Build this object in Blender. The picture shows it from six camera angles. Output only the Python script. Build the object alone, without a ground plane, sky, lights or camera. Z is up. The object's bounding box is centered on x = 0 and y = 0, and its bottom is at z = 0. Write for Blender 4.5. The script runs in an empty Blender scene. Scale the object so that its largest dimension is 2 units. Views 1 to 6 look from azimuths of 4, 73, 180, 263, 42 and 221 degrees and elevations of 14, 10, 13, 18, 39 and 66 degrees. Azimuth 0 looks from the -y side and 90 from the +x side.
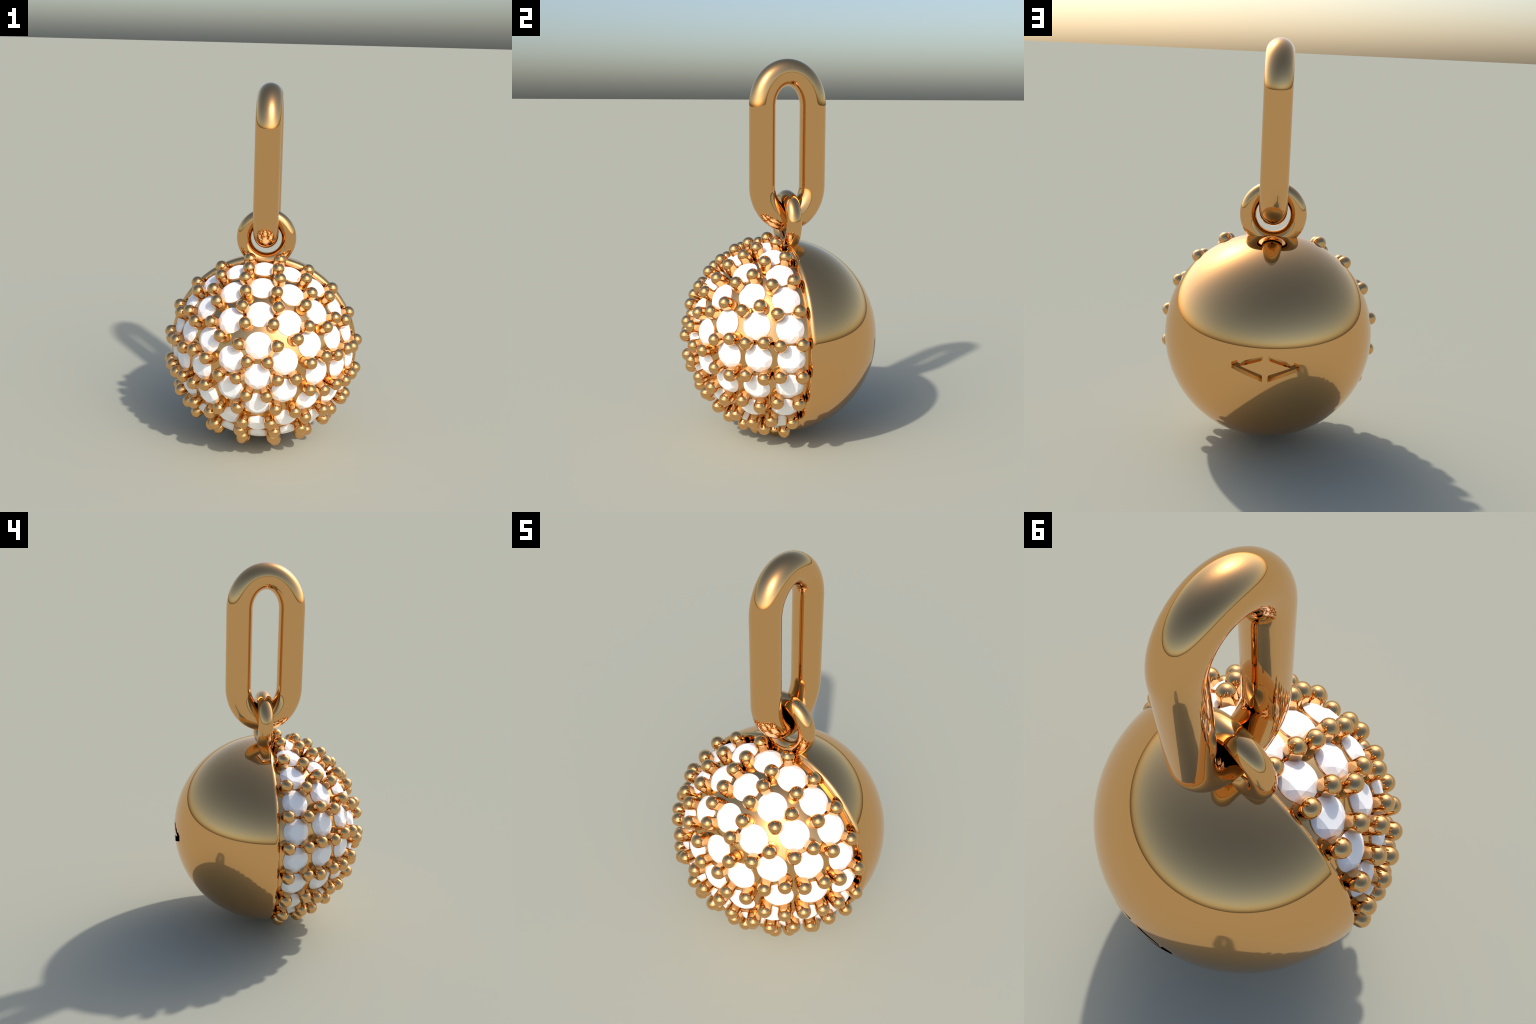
"""Gold ball pendant: polished half-shell, pave-set half, jump ring and oval link."""
import bpy, bmesh, math
from mathutils import Vector, Matrix

# ------------------------------------------------------------------ sizes (m)
BALL_C = Vector((0.0, 0.002, 0.5473))     # centre of the polished shell
BALL_R = 0.5208
LIP_Y = 0.002                              # plane of the shell's front face
LIP_F = 0.025                             # rounding of the shell's rim
DOME_C = Vector((0.0, 0.0236, 0.5473))    # centre of the pave dome
DOME_R = 0.4815
STONE_R = 0.0688                          # girdle radius of a stone
GIRDLE_D = 0.482                          # girdle plane, from DOME_C
CROWN_H = 0.021
PRONG_R = 0.0339
PRONG_D = 0.5235                          # centre of the prong's round tip
RINGS = [                                 # polar angle, count, half spread of a prong pair
    (19.25, 6, 5.3),
    (38.5, 12, 5.2),
    (57.75, 16, 5.1),
    (77.0, 20, 5.9),
]
JUMP_Y, JUMP_Z, JUMP_R, JUMP_T = 0.0415, 1.1626, 0.1234, 0.0401
LINK_Y, LINK_W, LINK_T = 0.0420, 0.1375, 0.0685
LINK_ZT, LINK_HT, LINK_ZB, LINK_HB = 1.7615, 0.170, 1.3490, 0.1720

# ------------------------------------------------------------------ materials
def new_mat(name):
    m = bpy.data.materials.new(name)
    m.use_nodes = True
    nt = m.node_tree
    return m, nt, nt.nodes["Principled BSDF"]


def gold_material(name="polished_gold"):
    m, nt, b = new_mat(name)
    b.inputs["Base Color"].default_value = (0.783, 0.445, 0.181, 1)
    b.inputs["Metallic"].default_value = 1.0
    # very faint polishing haze
    tc = nt.nodes.new("ShaderNodeTexCoord")
    nz = nt.nodes.new("ShaderNodeTexNoise")
    nz.inputs["Scale"].default_value = 9.0
    nz.inputs["Detail"].default_value = 3.0
    mr = nt.nodes.new("ShaderNodeMapRange")
    mr.inputs["To Min"].default_value = 0.0
    mr.inputs["To Max"].default_value = 0.02
    nt.links.new(tc.outputs["Object"], nz.inputs["Vector"])
    nt.links.new(nz.outputs["Fac"], mr.inputs["Value"])
    nt.links.new(mr.outputs["Result"], b.inputs["Roughness"])
    return m


def stone_material():
    m, nt, b = new_mat("white_gem")
    b.inputs["Base Color"].default_value = (0.975, 0.975, 0.975, 1)
    b.inputs["Roughness"].default_value = 0.5
    b.inputs["IOR"].default_value = 1.45
    return m


GOLD = gold_material()
GEM = stone_material()

# ------------------------------------------------------------------ helpers
def make_object(name, mesh, parent=None, mat=None):
    ob = bpy.data.objects.new(name, mesh)
    bpy.context.scene.collection.objects.link(ob)
    if parent is not None:
        ob.parent = parent
    if mat is not None and not mesh.materials:
        mesh.materials.append(mat)
    return ob


def grid_mesh(name, rows, close_u=True, close_v=False, smooth=True):
    """Quad mesh from rows of points; a row of one point is a pole."""
    verts, idx = [], []
    for r in rows:
        idx.append(list(range(len(verts), len(verts) + len(r))))
        verts += [tuple(p) for p in r]
    faces = []
    pairs = list(zip(idx[:-1], idx[1:]))
    if close_v:
        pairs.append((idx[-1], idx[0]))
    for a, b in pairs:
        n = max(len(a), len(b))
        for i in range(n if close_u else n - 1):
            j = (i + 1) % n
            if len(a) == 1:
                faces.append((a[0], b[j], b[i]))
            elif len(b) == 1:
                faces.append((a[i], a[j], b[0]))
            else:
                faces.append((a[i], a[j], b[j], b[i]))
    me = bpy.data.meshes.new(name)
    me.from_pydata(verts, [], faces)
    me.update()
    bm = bmesh.new(); bm.from_mesh(me)
    bmesh.ops.recalc_face_normals(bm, faces=bm.faces[:])
    bm.to_mesh(me); bm.free()
    for p in me.polygons:
        p.use_smooth = smooth
    return me


def revolve_y(name, profile, centre, seg):
    """Revolve (radius, y) pairs about the y axis line through centre."""
    rows = []
    for rho, y in profile:
        if rho < 1e-6:
            rows.append([(centre.x, y, centre.z)])
        else:
            rows.append([(centre.x + rho * math.sin(2 * math.pi * k / seg), y,
                          centre.z + rho * math.cos(2 * math.pi * k / seg)) for k in range(seg)])
    return grid_mesh(name, rows)


def direction(theta, phi):
    """theta from the -y pole, phi from straight up towards +x (degrees)."""
    t, p = math.radians(theta), math.radians(phi)
    return Vector((math.sin(t) * math.sin(p), -math.cos(t), math.sin(t) * math.cos(p)))


def frame(origin, d, tangent):
    """Matrix with z along d and x close to tangent."""
    z = d.normalized()
    x = (tangent - z * tangent.dot(z)).normalized()
    y = z.cross(x)
    return Matrix(((x.x, y.x, z.x, origin.x), (x.y, y.y, z.y, origin.y),
                   (x.z, y.z, z.z, origin.z), (0, 0, 0, 1)))

# ------------------------------------------------------------------ root
root = bpy.data.objects.new("ball_pendant", None)
bpy.context.scene.collection.objects.link(root)
root["label"] = "gold ball pendant, half polished, half set with white gems"
root["category"] = "jewelry pendant"

# ------------------------------------------------------------------ shell
fc_y = LIP_Y + LIP_F
fc_rho = math.sqrt((BALL_R - LIP_F) ** 2 - (fc_y - BALL_C.y) ** 2)
a_end = math.acos((fc_y - BALL_C.y) / (BALL_R - LIP_F))     # from +y pole
prof = []
NS = 110
for i in range(NS + 1):
    a = a_end * i / NS
    prof.append((BALL_R * math.sin(a), BALL_C.y + BALL_R * math.cos(a)))
NF = 14
for i in range(1, NF + 1):
    a = a_end + (math.pi - a_end) * i / NF
    prof.append((fc_rho + LIP_F * math.sin(a), fc_y + LIP_F * math.cos(a)))
prof += [(0.44, LIP_Y), (0.0, LIP_Y)]
shell_me = revolve_y("shell", prof, BALL_C, 224)
shell = make_object("polished_shell", shell_me, root, GOLD)

# engraved mark: a pair of facing angle brackets cut into the back
# each bracket is a band between an inner and an outer line (x, z from the ball centre):
# cut straight in, with upright walls and a floor that follows the ball
INNER = [(0.0125, 0.0410), (0.0140, 0.0365), (0.0190, 0.0318), (0.0500, 0.0210), (0.0780, 0.0114),
         (0.0990, 0.0042), (0.1040, 0.0025), (0.1100, 0.0005), (0.1135, -0.0008), (0.1100, -0.0022),
         (0.0800, -0.0128), (0.0500, -0.0234), (0.0190, -0.0342), (0.0145, -0.0385), (0.0125, -0.0440)]
OUTER = [(0.0125, 0.0610), (0.0140, 0.0606), (0.0190, 0.0590), (0.0500, 0.0490), (0.0915, 0.0360),
         (0.1115, 0.0190), (0.1265, 0.0265), (0.1500, 0.0168), (0.1535, -0.0005), (0.1500, -0.0180),
         (0.1050, -0.0350), (0.0600, -0.0524), (0.0190, -0.0682), (0.0145, -0.0697), (0.0125, -0.0705)]
OUTER[7] = (0.1535, 0.0145)
OUTER[9] = (0.1535, -0.0160)
CUT_DEPTH = 0.0425


def ball_y(x, z):
    return BALL_C.y + math.sqrt(BALL_R ** 2 - x * x - z * z)


def chevron_cutter(sign):
    bm = bmesh.new()
    rings = []
    for (xi, zi), (xo, zo) in zip(INNER, OUTER):
        pts = [(xi, ball_y(xi, zi) + 0.012, zi), (xi, ball_y(xi, zi) - CUT_DEPTH, zi),
               (xo, ball_y(xo, zo) - CUT_DEPTH, zo), (xo, ball_y(xo, zo) + 0.012, zo)]
        rings.append([bm.verts.new((sign * x, y, BALL_C.z + z)) for x, y, z in pts])
    for a, b in zip(rings[:-1], rings[1:]):
        for i in range(4):
            j = (i + 1) % 4
            bm.faces.new((a[i], a[j], b[j], b[i]))
    bm.faces.new(rings[0]); bm.faces.new(rings[-1][::-1])
    bmesh.ops.triangulate(bm, faces=bm.faces[:])
    bmesh.ops.recalc_face_normals(bm, faces=bm.faces[:])
    me = bpy.data.meshes.new("cutter"); bm.to_mesh(me); bm.free()
    return make_object("cutter", me)


cutters = [chevron_cutter(1), chevron_cutter(-1)]
for c in cutters:
    md = shell.modifiers.new("engrave", "BOOLEAN")
    md.operation = "DIFFERENCE"; md.object = c; md.solver = "EXACT"
dg = bpy.context.evaluated_depsgraph_get()
cut_me = bpy.data.meshes.new_from_object(shell.evaluated_get(dg))
shell.modifiers.clear()
shell.data = cut_me
cut_me.name = "polished_shell"
for c in cutters:
    bpy.data.objects.remove(c, do_unlink=True)


def shell_normals(me):
    """Exact normals on sphere and rim, flat ones in the engraving."""
    for p in me.polygons:
        p.use_smooth = True
    out = [None] * len(me.loops)
    for p in me.polygons:
        on_ball = all((me.vertices[v].co - BALL_C).length > BALL_R - 0.0006 for v in p.vertices)
        cen = p.center
        rim = cen.y < 0.035 and math.hypot(cen.x, cen.z - BALL_C.z) > fc_rho - 0.004 and cen.y > LIP_Y + 1e-5
        for li in p.loop_indices:
            co = me.vertices[me.loops[li].vertex_index].co
            if rim and not (on_ball and cen.y > fc_y + 0.003):
                r = Vector((co.x, 0, co.z - BALL_C.z)); rl = r.length
                nn = r * ((rl - fc_rho) / rl) + Vector((0, co.y - fc_y, 0))
                out[li] = nn.normalized()
            elif on_ball:
                out[li] = (co - BALL_C).normalized()
            else:
                out[li] = p.normal.copy()
                rad = (co - BALL_C).normalized()
                if p.normal.dot(rad) > 0.7:          # floor of the engraving follows the ball
                    out[li] = rad
    me.normals_split_custom_set(out)


shell_normals(cut_me)

# ------------------------------------------------------------------ pave dome
prof = []
for i in range(61):
    a = math.radians(93.0) * i / 60
    prof.append((DOME_R * math.sin(a), DOME_C.y - DOME_R * math.cos(a)))
dome = make_object("pave_dome", revolve_y("pave_dome", prof, DOME_C, 160), root, GOLD)

# ---- one round brilliant stone: table, star, kite and girdle facets; small pavilion
def stone_mesh():
    bm = bmesh.new()
    R, H = STONE_R, CROWN_H
    T0 = math.pi / 8          # a table edge, not a corner, faces the neighbours
    rt = 0.585 * R
    ry, hy = 0.78 * R, 0.0
    # kite planar through table corner (rt,H) and girdle corner (R,0)
    c8 = math.cos(math.pi / 8)
    hy = H * (R - ry * c8) / (R - rt)
    tv = [bm.verts.new((rt * math.cos(k * math.pi / 4 + T0), rt * math.sin(k * math.pi / 4 + T0), H)) for k in range(8)]
    mv = [bm.verts.new((ry * math.cos((k + .5) * math.pi / 4 + T0), ry * math.sin((k + .5) * math.pi / 4 + T0), hy)) for k in range(8)]
    G = 64
    gv = [bm.verts.new((R * math.cos(k * 2 * math.pi / G + T0), R * math.sin(k * 2 * math.pi / G + T0), 0)) for k in range(G)]
    lv = [bm.verts.new((v.co.x, v.co.y, -0.0025)) for v in gv]
    cul = bm.verts.new((0, 0, -0.058))
    bm.faces.new(tv)
    q = G // 8
    for k in range(8):
        bm.faces.new((tv[k], mv[k], tv[(k + 1) % 8]))
        bm.faces.new((tv[k], mv[k - 1], gv[k * q], mv[k]))
        for j in range(q):
            a, b = gv[(k * q + j) % G], gv[(k * q + j + 1) % G]
            bm.faces.new((mv[k], a, b))
    for k in range(G):
        j = (k + 1) % G
        bm.faces.new((gv[k], lv[k], lv[j], gv[j]))
        bm.faces.new((lv[k], cul, lv[j]))
    bmesh.ops.recalc_face_normals(bm, faces=bm.faces[:])
    me = bpy.data.meshes.new("gemstone"); bm.to_mesh(me); bm.free()
    me.materials.append(GEM)
    return me


def seat_mesh():
    """Short collar the stone sits on."""
    rows = []
    for r, z in ((STONE_R - 0.016, -0.001), (STONE_R - 0.001, -0.001), (STONE_R, -0.002), (STONE_R, -0.03)):
        rows.append([(r * math.cos(2 * math.pi * k / 64), r * math.sin(2 * math.pi * k / 64), z - 0.0015) for k in range(64)])
    me = grid_mesh("stone_seat", rows, smooth=False)
    for p in me.polygons:
        p.use_smooth = abs(p.normal.z) < 0.2
    me.materials.append(GOLD)
    return me


def prong_mesh():
    """Round wire with a domed tip at the origin."""
    rows = [[(0, 0, PRONG_R)]]
    S = 40
    for i in range(1, 15):
        a = math.pi / 2 * i / 14
        rows.append([(PRONG_R * math.sin(a) * math.cos(2 * math.pi * k / S),
                      PRONG_R * math.sin(a) * math.sin(2 * math.pi * k / S), PRONG_R * math.cos(a)) for k in range(S)])
    rows.append([(PRONG_R * math.cos(2 * math.pi * k / S), PRONG_R * math.sin(2 * math.pi * k / S), -0.075) for k in range(S)])
    rows.append([(0, 0, -0.075)])
    me = grid_mesh("prong", rows)
    for p in me.polygons:
        if p.normal.z < -0.9:
            p.use_smooth = False
    me.materials.append(GOLD)
    return me


stone_me, seat_me, prong_me = stone_mesh(), seat_mesh(), prong_mesh()


def place_stone(theta, phi):
    d = direction(theta, phi)
    along = direction(theta + 90, phi) if theta > 0 else Vector((0, 0, 1))
    M = frame(DOME_C + d * GIRDLE_D, d, along)
    for nm, me in (("gemstone", stone_me), ("stone_seat", seat_me)):
        ob = make_object(nm, me, dome)
        ob.matrix_basis = M


place_stone(0, 0)
for theta, count, spread in RINGS:
    step = 360.0 / count
    # prongs stand on the great circle between two neighbours of a ring
    mid = math.degrees(math.atan(math.tan(math.radians(theta)) * math.cos(math.radians(step / 2))))
    for k in range(count):
        place_stone(theta, k * step)
        for s in (-1, 1):
            d = direction(mid + s * spread, (k + .5) * step)
            ob = make_object("prong", prong_me, dome)
            ob.matrix_basis = frame(DOME_C + d * PRONG_D, direction(mid, (k + .5) * step),
                                    direction(mid + 90, (k + .5) * step))   # pair stands parallel

# ------------------------------------------------------------------ jump ring
rows = []
for i in range(128):
    a = 2 * math.pi * i / 128
    row = []
    for j in range(48):
        b = 2 * math.pi * j / 48
        rr = JUMP_R + JUMP_T * math.cos(b)
        row.append((rr * math.cos(a), JUMP_Y + JUMP_T * math.sin(b), JUMP_Z + rr * math.sin(a)))
    rows.append(row)
make_object("jump_ring", grid_mesh("jump_ring", rows, close_v=True), root, GOLD)

# ------------------------------------------------------------------ oval link
def link_centreline():
    pts = []
    N = 72
    for i in range(N + 1):
        t = math.pi * i / N
        pts.append((LINK_W * math.cos(t), LINK_ZT + LINK_HT * math.sin(t)))
    for i in range(1, 16):
        f = i / 16
        pts.append((-LINK_W, LINK_ZT * (1 - f) + LINK_ZB * f))
    for i in range(N + 1):
        t = math.pi * i / N
        pts.append((-LINK_W * math.cos(t), LINK_ZB - LINK_HB * math.sin(t)))
    for i in range(1, 16):
        f = i / 16
        pts.append((LINK_W, LINK_ZB * (1 - f) + LINK_ZT * f))
    return pts


cl = link_centreline()
rows = []
n = len(cl)
for i, (y, z) in enumerate(cl):
    dy, dz = cl[(i + 1) % n][0] - cl[i - 1][0], cl[(i + 1) % n][1] - cl[i - 1][1]
    L = math.hypot(dy, dz); dy /= L; dz /= L
    row = []
    for j in range(56):
        b = 2 * math.pi * j / 56
        o = LINK_T * math.cos(b)
        row.append((LINK_T * math.sin(b), LINK_Y + y + dz * o, z - dy * o))
    rows.append(row)
make_object("oval_link", grid_mesh("oval_link", rows, close_v=True), root, GOLD)
